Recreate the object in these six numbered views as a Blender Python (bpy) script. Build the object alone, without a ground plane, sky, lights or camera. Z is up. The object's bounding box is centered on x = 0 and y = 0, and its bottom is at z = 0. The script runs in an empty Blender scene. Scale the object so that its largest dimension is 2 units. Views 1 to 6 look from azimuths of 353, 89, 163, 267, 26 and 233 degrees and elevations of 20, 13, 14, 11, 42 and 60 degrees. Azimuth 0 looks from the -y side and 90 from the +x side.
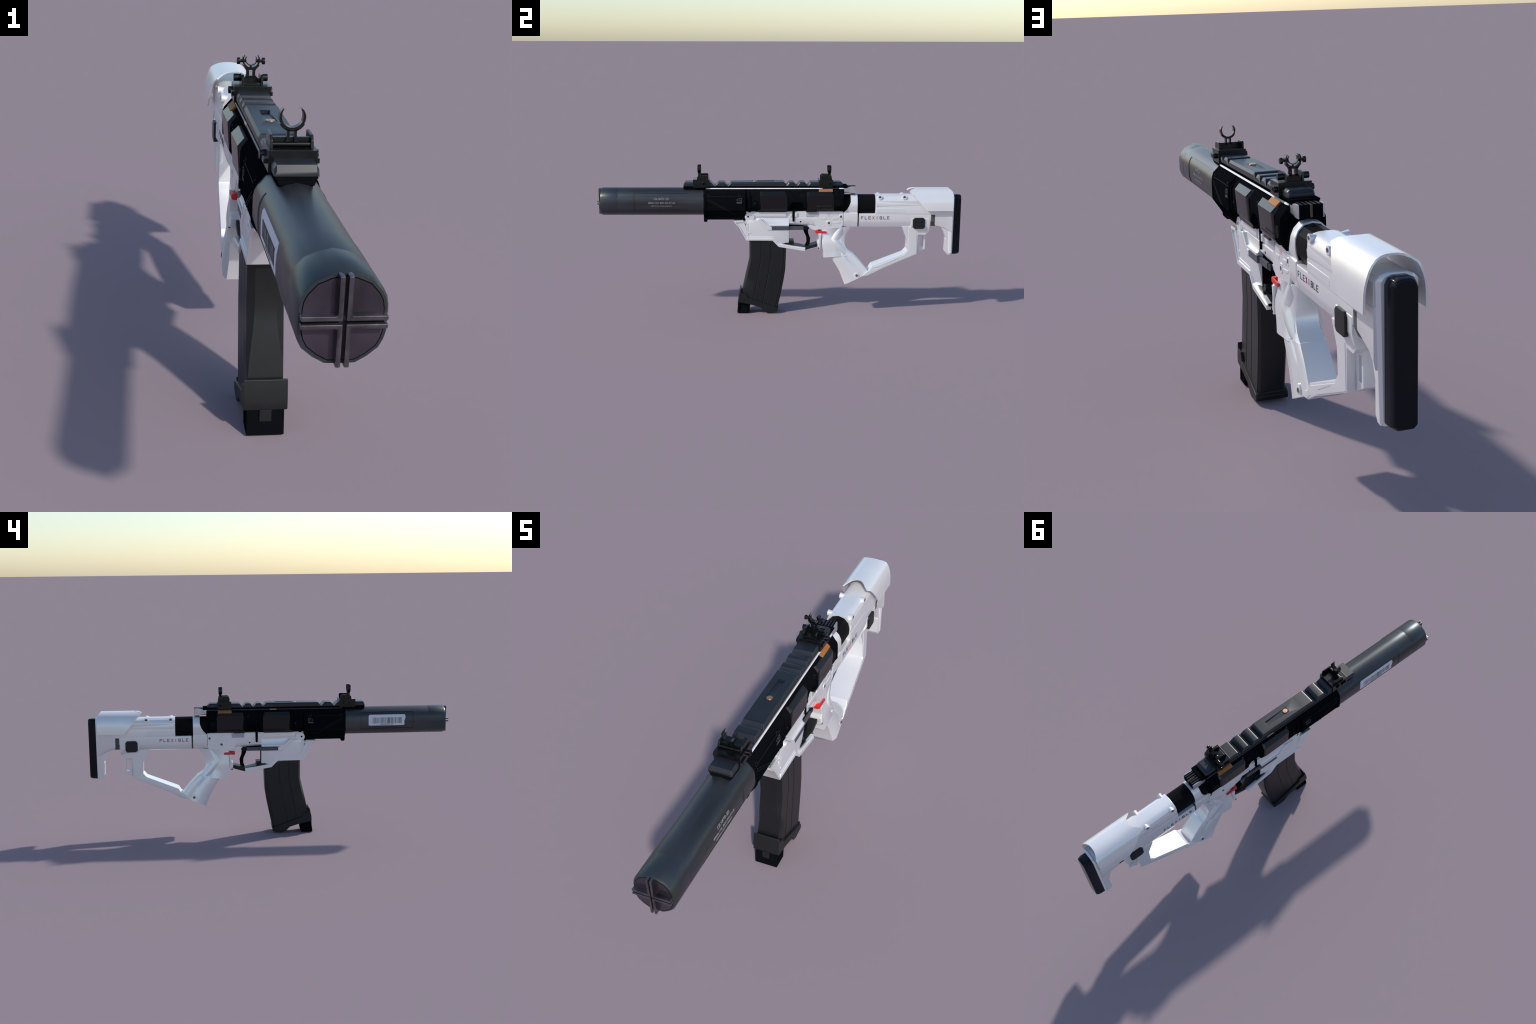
# A white and black compact carbine with a long dark suppressor, built part by part.
# Axes: the muzzle points to -y, the butt to +y, z is up, x = 0 is the plane of symmetry.
import bpy, bmesh, math, random
from mathutils import Vector

random.seed(7)
RIGHT, LEFT = 1, -1

# ------------------------------------------------------------------ materials
def material(name, base, rough=0.45, metal=0.0, var=0.12, scale=40.0, bump=0.0, bump_scale=600.0,
             coat=0.0, spec=0.5, stretch=(1, 1, 1), wear=None, rvar=0.025):
    m = bpy.data.materials.new(name)
    m.use_nodes = True
    nt = m.node_tree
    n, l = nt.nodes, nt.links
    b = n["Principled BSDF"]
    b.inputs["Metallic"].default_value = metal
    b.inputs["Specular IOR Level"].default_value = spec
    b.inputs["Coat Weight"].default_value = coat
    b.inputs["Coat Roughness"].default_value = 0.25
    tc = n.new("ShaderNodeTexCoord")
    mp = n.new("ShaderNodeMapping")
    mp.inputs["Scale"].default_value = stretch
    l.new(tc.outputs["Object"], mp.inputs["Vector"])
    no = n.new("ShaderNodeTexNoise")
    no.inputs["Scale"].default_value = scale
    no.inputs["Detail"].default_value = 2
    l.new(mp.outputs["Vector"], no.inputs["Vector"])
    cr = n.new("ShaderNodeValToRGB")
    lo = [c * (1 - var) for c in base]
    hi = [min(1, c * (1 + var)) for c in base]
    cr.color_ramp.elements[0].position = 0.3
    cr.color_ramp.elements[0].color = (*lo, 1)
    cr.color_ramp.elements[1].position = 0.7
    cr.color_ramp.elements[1].color = (*hi, 1)
    l.new(no.outputs["Fac"], cr.inputs["Fac"])
    colour = cr.outputs["Color"]
    if wear:                                   # rubbed, paler edges
        geo = n.new("ShaderNodeNewGeometry")
        wr = n.new("ShaderNodeValToRGB")
        wr.color_ramp.elements[0].position = 0.53
        wr.color_ramp.elements[0].color = (0, 0, 0, 1)
        wr.color_ramp.elements[1].position = 0.62
        wr.color_ramp.elements[1].color = (1, 1, 1, 1)
        l.new(geo.outputs["Pointiness"], wr.inputs["Fac"])
        wn = n.new("ShaderNodeTexNoise")
        wn.inputs["Scale"].default_value = 90
        l.new(tc.outputs["Object"], wn.inputs["Vector"])
        mu = n.new("ShaderNodeMath")
        mu.operation = "MULTIPLY"
        l.new(wr.outputs["Color"], mu.inputs[0])
        l.new(wn.outputs["Fac"], mu.inputs[1])
        mx = n.new("ShaderNodeMix")
        mx.data_type = "RGBA"
        l.new(mu.outputs[0], mx.inputs["Factor"])
        l.new(colour, mx.inputs["A"])
        mx.inputs["B"].default_value = (*wear, 1)
        colour = mx.outputs["Result"]
    l.new(colour, b.inputs["Base Color"])
    rr = n.new("ShaderNodeMapRange")
    rr.inputs["To Min"].default_value = max(0.03, rough - rvar)
    rr.inputs["To Max"].default_value = rough + rvar
    l.new(no.outputs["Fac"], rr.inputs["Value"])
    l.new(rr.outputs["Result"], b.inputs["Roughness"])
    if bump:
        bn = n.new("ShaderNodeTexNoise")
        bn.inputs["Scale"].default_value = bump_scale
        bn.inputs["Detail"].default_value = 3
        l.new(mp.outputs["Vector"], bn.inputs["Vector"])
        bu = n.new("ShaderNodeBump")
        bu.inputs["Strength"].default_value = bump
        bu.inputs["Distance"].default_value = 0.0006
        l.new(bn.outputs["Fac"], bu.inputs["Height"])
        l.new(bu.outputs["Normal"], b.inputs["Normal"])
    return m


def tempered_steel(name):
    """Dark brushed steel; near the muzzle it carries faint purple, blue and green heat colours."""
    m = material(name, (0.066, 0.070, 0.075), rough=0.35, metal=0.70, var=0.24, scale=22, rvar=0.05,
                 bump=0.10, bump_scale=260, stretch=(1, 0.12, 1))
    nt = m.node_tree
    n, l = nt.nodes, nt.links
    b = n["Principled BSDF"]
    old = b.inputs["Base Color"].links[0].from_socket
    tc = n["Texture Coordinate"]
    sep = n.new("ShaderNodeSeparateXYZ")
    l.new(tc.outputs["Object"], sep.inputs[0])
    near = n.new("ShaderNodeMapRange")
    near.inputs["From Min"].default_value = -0.80
    near.inputs["From Max"].default_value = -0.94
    near.inputs["To Max"].default_value = 0.75
    l.new(sep.outputs["Y"], near.inputs["Value"])
    no = n.new("ShaderNodeTexNoise")
    no.inputs["Scale"].default_value = 9
    no.inputs["Detail"].default_value = 1.5
    l.new(tc.outputs["Object"], no.inputs["Vector"])
    hue = n.new("ShaderNodeValToRGB")
    e = hue.color_ramp.elements
    e[0].position, e[0].color = 0.30, (0.062, 0.060, 0.078, 1)
    e[1].position, e[1].color = 0.72, (0.074, 0.060, 0.068, 1)
    for p, c in ((0.42, (0.052, 0.060, 0.084)), (0.52, (0.055, 0.074, 0.073)), (0.60, (0.070, 0.074, 0.064))):
        x = e.new(p)
        x.color = (*c, 1)
    l.new(no.outputs["Fac"], hue.inputs["Fac"])
    mx = n.new("ShaderNodeMix")
    mx.data_type = "RGBA"
    l.new(near.outputs["Result"], mx.inputs["Factor"])
    l.new(old, mx.inputs["A"])
    l.new(hue.outputs["Color"], mx.inputs["B"])
    l.new(mx.outputs["Result"], b.inputs["Base Color"])
    return m


WHITE = material("white_polymer", (0.83, 0.82, 0.82), rough=0.30, metal=0.35, var=0.02, scale=8, coat=0.15, rvar=0.01)
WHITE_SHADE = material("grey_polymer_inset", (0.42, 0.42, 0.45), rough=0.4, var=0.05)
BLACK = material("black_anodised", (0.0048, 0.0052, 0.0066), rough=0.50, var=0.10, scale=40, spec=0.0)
RAILM = material("blue_black_rail", (0.011, 0.013, 0.018), rough=0.37, var=0.08, scale=20, spec=0.5, rvar=0.01)
SIGHTM = material("worn_sight_steel", (0.0040, 0.0044, 0.0042), rough=0.26, var=0.4, scale=80, spec=0.4)
POLY = material("charcoal_polymer", (0.0085, 0.0090, 0.0098), rough=0.44, var=0.10, bump=0.25, bump_scale=900, spec=0.35)
MAGM = material("magazine_polymer", (0.0046, 0.0052, 0.0064), rough=0.40, var=0.12, bump=0.2, bump_scale=900, spec=0.45)
PODM = material("dark_grey_panel", (0.0042, 0.0042, 0.0044), rough=0.24, var=0.15, scale=300, bump=0.2, bump_scale=700, spec=0.42)
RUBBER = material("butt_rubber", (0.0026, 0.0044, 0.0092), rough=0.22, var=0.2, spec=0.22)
TUBEM = material("buffer_tube_black", (0.0060, 0.0060, 0.0064), rough=0.42, var=0.1, spec=0.03)
STEEL = tempered_steel("tempered_steel")
CAPM = material("plum_steel_cap", (0.078, 0.066, 0.084), rough=0.24, metal=0.78, var=0.45, scale=12)
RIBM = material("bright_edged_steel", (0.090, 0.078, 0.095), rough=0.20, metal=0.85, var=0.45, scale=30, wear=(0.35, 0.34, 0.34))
SILVER = material("bright_steel", (0.62, 0.62, 0.63), rough=0.30, metal=0.8, var=0.12, scale=50)
TRIMM = material("pale_rail_trim", (0.72, 0.72, 0.74), rough=0.35, metal=0.0, var=0.06)  # sunlit look of the right-hand metal strip put into the pale colour
RODM = material("dark_blue_rod", (0.030, 0.036, 0.045), rough=0.35, metal=0.4, var=0.3)  # shaded look of the left-hand metal put into the dark colour
ORANGE = material("bronze_orange", (0.36, 0.135, 0.035), rough=0.55, var=0.08, spec=0.12)
COPPER = material("copper", (0.62, 0.33, 0.20), rough=0.30, metal=0.9, var=0.1)
BRASS = material("brass", (0.50, 0.32, 0.16), rough=0.35, metal=0.8, var=0.15)
RED = material("red_lever", (0.62, 0.022, 0.028), rough=0.35, var=0.06)
GREYBAR = material("slate_bar", (0.060, 0.064, 0.080), rough=0.45, var=0.08)
LABEL = material("label_paper", (0.66, 0.66, 0.71), rough=0.55, var=0.03)
INK = material("barcode_ink", (0.045, 0.045, 0.05), rough=0.5)
MARKW = material("pale_marking", (0.30, 0.30, 0.31), rough=0.6, spec=0.1)
MARKG = material("grey_marking", (0.075, 0.075, 0.080), rough=0.6, spec=0.05)
MARKD = material("faint_line", (0.020, 0.0205, 0.022), rough=0.6, spec=0.05)
TEXTD = material("dark_lettering", (0.030, 0.030, 0.034), rough=0.5)
TEXTR = material("red_lettering", (0.40, 0.035, 0.035), rough=0.5)
REDMARK = material("pale_red_mark", (0.80, 0.30, 0.30), rough=0.5)
HOLE = material("recess_dark", (0.0035, 0.0036, 0.0042), rough=0.6, spec=0.02)  # near-black colour stands in for the shade inside recesses and holes
SCREW = material("screw_grey", (0.085, 0.085, 0.085), rough=0.45, metal=0.3)
STRAP = material("taupe_strap", (0.075, 0.068, 0.066), rough=0.6)

# ------------------------------------------------------------------ helpers
def new_obj(name, bm, mat, parent, angle=35.0):
    bmesh.ops.recalc_face_normals(bm, faces=bm.faces)
    me = bpy.data.meshes.new(name)
    bm.to_mesh(me)
    bm.free()
    me.materials.append(mat)
    for p in me.polygons:
        p.use_smooth = True
    me.set_sharp_from_angle(angle=math.radians(angle))
    ob = bpy.data.objects.new(name, me)
    bpy.context.scene.collection.objects.link(ob)
    ob.parent = parent
    return ob


def bake(ob, angle=35.0):
    """Apply the object's modifiers."""
    dg = bpy.context.evaluated_depsgraph_get()
    me = bpy.data.meshes.new_from_object(ob.evaluated_get(dg))
    ob.modifiers.clear()
    old, ob.data = ob.data, me
    me.name = old.name
    bpy.data.meshes.remove(old)
    for p in me.polygons:
        p.use_smooth = True
    me.set_sharp_from_angle(angle=math.radians(angle))
    return ob


def bevel(ob, w, seg=2, limit=30.0, sharp=40.0):
    if w > 0:
        m = ob.modifiers.new("round", "BEVEL")
        m.width = w
        m.segments = seg
        m.limit_method = "ANGLE"
        m.angle_limit = math.radians(limit)
        m.miter_outer = "MITER_ARC"
        bake(ob, sharp)
    m = ob.modifiers.new("weighted", "WEIGHTED_NORMAL")
    m.keep_sharp = True
    bake_keep(ob)
    return ob


def bake_keep(ob):
    dg = bpy.context.evaluated_depsgraph_get()
    me = bpy.data.meshes.new_from_object(ob.evaluated_get(dg))
    ob.modifiers.clear()
    old, ob.data = ob.data, me
    me.name = old.name
    bpy.data.meshes.remove(old)


def prism_bm(outline, x0, x1, plane="yz"):
    bm = bmesh.new()
    def P(a, b, x):
        return (x, a, b) if plane == "yz" else ((a, x, b) if plane == "xz" else (a, b, x))
    A = [bm.verts.new(P(a, b, x0)) for a, b in outline]
    B = [bm.verts.new(P(a, b, x1)) for a, b in outline]
    n = len(outline)
    bm.faces.new(A)
    bm.faces.new(B[::-1])
    for i in range(n):
        bm.faces.new((A[i], B[i], B[(i + 1) % n], A[(i + 1) % n]))
    return bm


def prism(name, outline, x0, x1, mat, parent, bev=0.0, seg=2, plane="yz"):
    ob = new_obj(name, prism_bm(outline, x0, x1, plane), mat, parent)
    return bevel(ob, bev, seg)


def slab(name, outline, half, mat, parent, bev=0.0, seg=2):
    return prism(name, outline, -half, half, mat, parent, bev, seg)


def box(name, x, y, z, mat, parent, bev=0.0, seg=2):
    o = [(y[0], z[0]), (y[1], z[0]), (y[1], z[1]), (y[0], z[1])]
    return prism(name, o, x[0], x[1], mat, parent, bev, seg)


def loft(name, rings, mat, parent, bev=0.0, seg=2, angle=35.0, caps=(True, True), closed=True, bevlimit=30.0):
    """rings: equal-length lists of (x, y, z)."""
    bm = bmesh.new()
    R = [[bm.verts.new(p) for p in r] for r in rings]
    n = len(R[0])
    for a, b in zip(R, R[1:]):
        for i in range(n if closed else n - 1):
            j = (i + 1) % n
            bm.faces.new((a[i], a[j], b[j], b[i]))
    if closed and caps[0]:
        bm.faces.new(R[0][::-1])
    if closed and caps[1]:
        bm.faces.new(R[-1])
    ob = new_obj(name, bm, mat, parent, angle)
    if bev:
        bevel(ob, bev, seg, bevlimit, angle)
    return ob


def mirror_section(half):
    """half: (x, z) points of the right side, from the top to the bottom -> closed loop."""
    left = [(-x, z) for x, z in reversed(half) if x > 1e-6]
    return list(half) + left


def yloft(name, steps, mat, parent, **k):
    """steps: list of (y, closed (x, z) section)."""
    return loft(name, [[(x, y, z) for x, z in sec] for y, sec in steps], mat, parent, **k)


def rod(name, a, b, r, mat, parent, n=20, r2=None, bev=0.0):
    a, b = Vector(a), Vector(b)
    d = (b - a).normalized()
    u = d.orthogonal().normalized()
    v = d.cross(u)
    r2 = r if r2 is None else r2
    rings = []
    for c, rr in ((a, r), (b, r2)):
        rings.append([tuple(c + u * rr * math.cos(t) + v * rr * math.sin(t)) for t in
                      [2 * math.pi * i / n for i in range(n)]])
    return loft(name, rings, mat, parent, bev=bev, angle=50)


def copy_of(ob, offset=(0, 0, 0), flip=False):
    c = ob.copy()
    if flip:
        c.scale.x = -1
    c.location = offset
    bpy.context.scene.collection.objects.link(c)
    c.parent = ob.parent
    return c


def both(ob):
    """A second, mirrored piece on the other side, sharing the mesh."""
    return ob, copy_of(ob, flip=True)


def cut(ob, cutters, sharp=35.0):
    for c in cutters:
        m = ob.modifiers.new("cut", "BOOLEAN")
        m.operation = "DIFFERENCE"
        m.solver = "EXACT"
        m.object = c
    bake(ob, sharp)
    for c in cutters:
        me = c.data
        bpy.data.objects.remove(c)
        bpy.data.meshes.remove(me)
    return ob


def join(name, obs, parent):
    """Merge small pieces of one material into one part."""
    bm = bmesh.new()
    mat = obs[0].data.materials[0]
    for o in obs:
        o.data.transform(o.matrix_basis)
        bm.from_mesh(o.data)
    for o in obs:
        bpy.data.objects.remove(o)
    ob = new_obj(name, bm, mat, parent)
    ob["kind"] = "stuff"
    return ob


def decal(name, outline, side, xfun, mat, parent, thick=0.0006, breaks=()):
    """A thin sheet of real thickness that follows the surface x = xfun(y, z)."""
    bm = bmesh.new()
    f = bm.faces.new([bm.verts.new((0, y, z)) for y, z in outline])
    for z in breaks:
        bmesh.ops.bisect_plane(bm, geom=bm.verts[:] + bm.edges[:] + bm.faces[:],
                               plane_co=(0, 0, z), plane_no=(0, 0, 1))
    ext = bmesh.ops.extrude_face_region(bm, geom=bm.faces[:])
    top = {v for v in ext["geom"] if isinstance(v, bmesh.types.BMVert)}
    for v in bm.verts:
        x = xfun(v.co.y, v.co.z)
        v.co.x = side * (x + (thick if v in top else -0.001))
    return new_obj(name, bm, mat, parent, 40)


def rect(y0, y1, z0, z1):
    return [(y0, z0), (y1, z0), (y1, z1), (y0, z1)]


def stroke(p, q, w):
    """A thin straight bar from p to q in the (y, z) plane."""
    d = Vector((q[0] - p[0], q[1] - p[1])).normalized()
    n = Vector((-d.y, d.x)) * w / 2
    return [(p[0] - n.x, p[1] - n.y), (q[0] - n.x, q[1] - n.y), (q[0] + n.x, q[1] + n.y), (p[0] + n.x, p[1] + n.y)]


def ring_outline(cy, cz, r, k=20):
    return [(cy + r * math.cos(2 * math.pi * i / k), cz + r * math.sin(2 * math.pi * i / k)) for i in range(k)]


def lettering(name, text, side, y0, y1, z0, z1, xfun, mat, parent, thick=0.0006, spacing=1.0):
    """Letters stretched to fill y0..y1 (reading direction) and z0..z1, lying on the side surface."""
    cu = bpy.data.curves.new(name, "FONT")
    cu.body = text
    cu.space_character = spacing
    cu.resolution_u = 3
    cu.extrude = 0.5
    t = bpy.data.objects.new(name, cu)
    bpy.context.scene.collection.objects.link(t)
    dg = bpy.context.evaluated_depsgraph_get()
    me = bpy.data.meshes.new_from_object(t.evaluated_get(dg))
    bpy.data.objects.remove(t)
    bpy.data.curves.remove(cu)
    bm = bmesh.new()
    bm.from_mesh(me)
    bpy.data.meshes.remove(me)
    xs = [v.co.x for v in bm.verts]
    ys = [v.co.y for v in bm.verts]
    ax, bx, ay, by = min(xs), max(xs), min(ys), max(ys)
    for v in bm.verts:
        y = y0 + (y1 - y0) * (v.co.x - ax) / (bx - ax)
        z = z0 + (z1 - z0) * (v.co.y - ay) / (by - ay)
        out = v.co.z > 0
        v.co = (side * (xfun(y, z) + (thick if out else -0.001)), y, z)
    return new_obj(name, bm, mat, parent, 40)


def interp(table, t):
    for (a, u), (b, v) in zip(table, table[1:]):
        if min(a, b) <= t <= max(a, b):
            return u + (v - u) * (t - a) / (b - a)
    return table[0][1] if abs(t - table[0][0]) < abs(t - table[-1][0]) else table[-1][1]


# ------------------------------------------------------------------ the thing
gun = bpy.data.objects.new("carbine", None)
bpy.context.scene.collection.objects.link(gun)
gun["label"] = "compact white and black carbine with long dark suppressor"
gun["category"] = "rifle"

# ================================================================== suppressor
SUP = [(0.0, 0.7060), (0.021, 0.7018), (0.044, 0.6920), (0.0595, 0.6745), (0.0655, 0.6625), (0.0680, 0.6490),
       (0.0683, 0.6290), (0.0680, 0.6080), (0.0645, 0.5950), (0.058, 0.5820), (0.041, 0.5675), (0.023, 0.5570), (0.0, 0.5562)]
SUPZ = [(z, x) for x, z in SUP]
PANEL = (-0.80, -0.506, 0.589, 0.681)              # long shallow panel let into both sides

def fine_section(shrink=1.0, recess=0.0):
    zs = sorted({z for _, z in SUP} | {PANEL[2], PANEL[2] + 1e-4, PANEL[3], PANEL[3] - 1e-4}, reverse=True)
    half = []
    for z in zs:
        x = interp(SUPZ, z)
        if PANEL[2] < z < PANEL[3]:
            x -= recess
        half.append((x * shrink, 0.631 + (z - 0.631) * shrink))
    return mirror_section(half)

plain, sunk, chamfered = fine_section(), fine_section(1, 0.0022), fine_section(0.955)
suppressor = yloft("suppressor", [(-0.983, chamfered), (-0.976, plain), (-0.893, plain), (-0.890, fine_section(0.994)), (-0.886, fine_section(0.994)), (-0.883, plain),
                                  (PANEL[0], plain), (PANEL[0] + 1e-3, sunk), (PANEL[1] - 1e-3, sunk), (PANEL[1], plain), (-0.416, plain)],
                   STEEL, gun, angle=28)

def sup_x(y, z):
    return interp(SUPZ, z) - 0.0022

cap = yloft("suppressor_end_cap", [(-0.9838, fine_section(0.872)), (-0.9820, fine_section(0.872)), (-0.975, fine_section(0.872))], CAPM, suppressor, angle=30)
dark_ring = yloft("cap_dark_ring", [(-0.9834, fine_section(0.893)), (-0.978, fine_section(0.893))], HOLE, suppressor, angle=30)  # flat dark ring level with the rim, standing in for a shaded groove
rim = yloft("cap_rim", [(-0.9832, fine_section(0.950)), (-0.978, fine_section(0.950))], STEEL, suppressor, angle=30)
CZ, N0, N1 = 0.6310, 0.0024, 0.0105                # the ribs stand in pairs either side of the centre lines
corner = [(N0, N0), (0.064, N0), (0.064, N1), (N1, N1), (N1, 0.0715), (N0, 0.0715)]
for sx in (1, -1):
    for sz in (1, -1):
        pts = [(sx * a, CZ + sz * b) for a, b in corner]
        prism("muzzle_rib", pts, -0.9995, -0.980, RIBM, suppressor, bev=0.0022, seg=2, plane="xz")

lettering("calibre_text", "5.56 NATO .223", RIGHT, -0.693, -0.611, 0.646, 0.658, sup_x, MARKW, suppressor)
lettering("serial_text", "SERIAL NO. 8531-KH-KT-US", RIGHT, -0.723, -0.577, 0.625, 0.634, sup_x, MARKW, suppressor)
lettering("maker_text", "USCTRM H12-RR1-K02/HM", RIGHT, -0.708, -0.596, 0.6095, 0.615, sup_x, MARKW, suppressor)

label = decal("barcode_label", [(-0.550, 0.6085), (-0.556, 0.606), (-0.748, 0.606), (-0.752, 0.613), (-0.750, 0.627), (-0.754, 0.640), (-0.757, 0.655),
                                (-0.752, 0.666), (-0.556, 0.666), (-0.550, 0.660)], LEFT, sup_x, LABEL, suppressor, 0.0009,
              breaks=(0.645, 0.626, 0.659))
bars, y = [], -0.7355
def on_label(y, z):
    return sup_x(y, z) + 0.0009
while y < -0.571:
    w = random.choice((0.0007, 0.0009, 0.0012, 0.0018, 0.0026))
    low = 0.6175 if bars else 0.613
    bars.append(decal("bar", rect(y, y + w, low, 0.650), LEFT, on_label, INK, suppressor, 0.0003, breaks=(0.645, 0.626)))
    y += w + random.choice((0.0014, 0.0020, 0.0026, 0.0034))
bars.append(decal("bar", rect(-0.690, -0.615, 0.6115, 0.6142), LEFT, on_label, INK, suppressor, 0.0003))
join("barcode_lines", bars, label)

# ================================================================== handguard
def hand_section(bottom, inset=0.0):
    h = [(0.036, 0.7035), (0.0615 - inset, 0.679), (0.0670 - inset, 0.664), (0.0690 - inset, 0.640), (0.0690 - inset, 0.590), (0.043 - inset, 0.551),
         (0.0365 - inset, 0.540), (0.0355 - inset, max(bottom, 0.529)), (0.024, bottom)]
    return mirror_section(h)

def body_section():
    h = hand_section(0.531, 0.0022)[:5] + [(0.0520, 0.5775), (0.0400, 0.5560), (0.0345, 0.5480), (0.0335, 0.5310)]
    return mirror_section(h)
handguard = yloft("handguard", [(-0.410, body_section()), (-0.190, body_section())], BLACK, gun, angle=20, bev=0.0012, seg=1)
yloft("front_flange", [(-0.4215, hand_section(0.5165)), (-0.404, hand_section(0.5165))], BLACK, handguard, angle=20, bev=0.0015, seg=1)
yloft("rear_flange", [(-0.2035, hand_section(0.5255)), (-0.1925, hand_section(0.5255))], BLACK, handguard, angle=20, bev=0.0015, seg=1)
def hand_x(y, z):
    return interp([(z, x) for x, z in body_section()[:9]], z)
for side in (RIGHT, LEFT):
    marks = [decal("m", stroke((-0.404, 0.655), (-0.282, 0.5875), 0.0016), side, hand_x, MARKD, handguard, 0.0010, (0.590, 0.640, 0.5775)),
             decal("m", stroke((-0.404, 0.645), (-0.244, 0.559), 0.0016), side, hand_x, MARKD, handguard, 0.0010, (0.590, 0.640, 0.5775)),
             decal("m", rect(-0.404, -0.205, 0.5875, 0.5888), side, hand_x, MARKD, handguard, 0.0006),
             decal("m", rect(-0.404, -0.205, 0.6655, 0.6666), side, hand_x, MARKD, handguard, 0.0006)]
    join("raised_seams", marks, handguard)
    # two letters lying on their backs over a bar
    k = [stroke((-0.241, 0.645), (-0.231, 0.6535), 0.0022), stroke((-0.241, 0.645), (-0.231, 0.6375), 0.0022), rect(-0.241, -0.212, 0.6265, 0.6335),
         stroke((-0.228, 0.654), (-0.212, 0.654), 0.0022), stroke((-0.227, 0.655), (-0.227, 0.644), 0.0022), stroke((-0.228, 0.645), (-0.212, 0.645), 0.0022),
         stroke((-0.2125, 0.655), (-0.2125, 0.633), 0.0022), stroke((-0.222, 0.645), (-0.222, 0.633), 0.0022)]
    join("side_emblem", [decal("m", o, side, hand_x, MARKG, handguard, 0.0006) for o in k], handguard)
for side in (RIGHT, LEFT):
    for cy in (-0.396, -0.227):
        sc = decal("flush_screw", ring_outline(cy, 0.6685, 0.0072), side, hand_x, MARKD, handguard, 0.0007, (0.664,))
        decal("flush_screw_core", ring_outline(cy, 0.6685, 0.0054), side, hand_x, BLACK, sc, 0.0010, (0.664,))

# wedge joining the rail nose to the handguard
loft("rail_wedge", [[(0.036, -0.531, 0.7085), (-0.036, -0.531, 0.7085), (-0.0345, -0.531, 0.7005), (0.0345, -0.531, 0.7005)],
                    [(0.0365, -0.418, 0.7085), (-0.0365, -0.418, 0.7085), (-0.033, -0.418, 0.664), (0.033, -0.418, 0.664)]], BLACK, handguard, bev=0.001, seg=1)

# ================================================================== upper receiver
def rec_section(d=0.0, bottom=0.579, zt=0.7055):
    return mirror_section([(0.032, zt), (0.0360, 0.7025), (0.0625 + d, 0.673), (0.0655 + d, 0.664), (0.0660 + d, 0.640), (0.0655 + d, 0.600),
                           (0.0490 + d, bottom)])
receiver = yloft("receiver", [(-0.190, rec_section(-0.008)), (-0.1765, rec_section(-0.008)), (-0.1755, rec_section(-0.003)), (0.340, rec_section(-0.003)), (0.349, rec_section(-0.005))],
                 BLACK, gun, angle=20)
notch = prism("notch", [(0.050, 0.560), (0.050, 0.614), (0.066, 0.632), (0.109, 0.632), (0.1265, 0.614), (0.1265, 0.602), (0.138, 0.600), (0.138, 0.560)],
              -0.09, 0.09, BLACK, None)
core = yloft("receiver_core", [(-0.18, rec_section(-0.026)), (0.34, rec_section(-0.026))], HOLE, receiver, angle=20)
under = prism("under", [(0.199, 0.560), (0.199, 0.591), (0.345, 0.594), (0.345, 0.560)], -0.09, 0.09, BLACK, None)
cut(receiver, [notch, under])
yloft("receiver_flange", [(-0.1755, rec_section(0.0008, 0.574)), (-0.163, rec_section(0.0008, 0.574))], BLACK, receiver, angle=20, bev=0.0012, seg=1)
collar = yloft("rear_collar", [(0.339, rec_section(-0.001)), (0.3455, rec_section(-0.001))], BLACK, receiver, angle=20)
cut(collar, [prism("u", [(0.3, 0.560), (0.3, 0.590), (0.36, 0.590), (0.36, 0.560)], -0.043, 0.043, BLACK, None)])

def pod(name, y0, y1, x_front, x_rear, tail0, tail1):
    """A raised side panel with a sloped top, shifted outwards from the receiver."""
    def ring(y, x, zt, zl):
        return [(0.044, y, 0.6905), (0.0535, y, zt), (x, y, zl), (x - 0.0055, y, 0.5985), (0.0520, y, 0.5835), (0.044, y, 0.5830)]
    L = y1 - y0
    r = [[(a - 0.006, b, c - 0.004) if i in (1, 2) else ((a - 0.003, b, c) if i == 3 else (a, b, c)) for i, (a, b, c) in enumerate(ring(y0, x_front, 0.688, 0.671))],
         ring(y0 + 0.010, x_front + 0.0035, 0.6915, 0.6730), ring(y1 - 0.011, x_rear, 0.6915, 0.6735),
         [(a - 0.006, b, c - 0.004) if i in (1, 2) else ((a - 0.003, b, c) if i == 3 else (a, b, c)) for i, (a, b, c) in enumerate(ring(y1, x_rear, 0.688, 0.671))]]
    p = loft(name, r, PODM, receiver, angle=24, bev=0.0012, seg=2, bevlimit=24)
    t = box("panel_tab", (0.040, 0.0530), (tail0, tail1), (0.576, 0.5900), PODM, receiver, bev=0.001)
    both(p)
    both(t)
pod("side_panel", -0.116, 0.038, 0.0655, 0.0715, -0.126, 0.034)
pod("side_panel", 0.140, 0.293, 0.0655, 0.0710, 0.1405, 0.199)
disc = rod("side_disc", (0.060, -0.141, 0.627), (0.0645, -0.141, 0.627), 0.0165, BLACK, receiver, 28, bev=0.001)
ringd = rod("side_disc_hub", (0.060, -0.141, 0.627), (0.0652, -0.141, 0.627), 0.0065, MARKD, receiver, 20, 0.004)
back = rod("rear_disc", (0.060, 0.314, 0.626), (0.0640, 0.314, 0.626), 0.0175, TUBEM, receiver, 28, bev=0.001)
def rec_x(y, z):
    return interp([(z, x) for x, z in rec_section(-0.003)[:7]], z)
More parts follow.
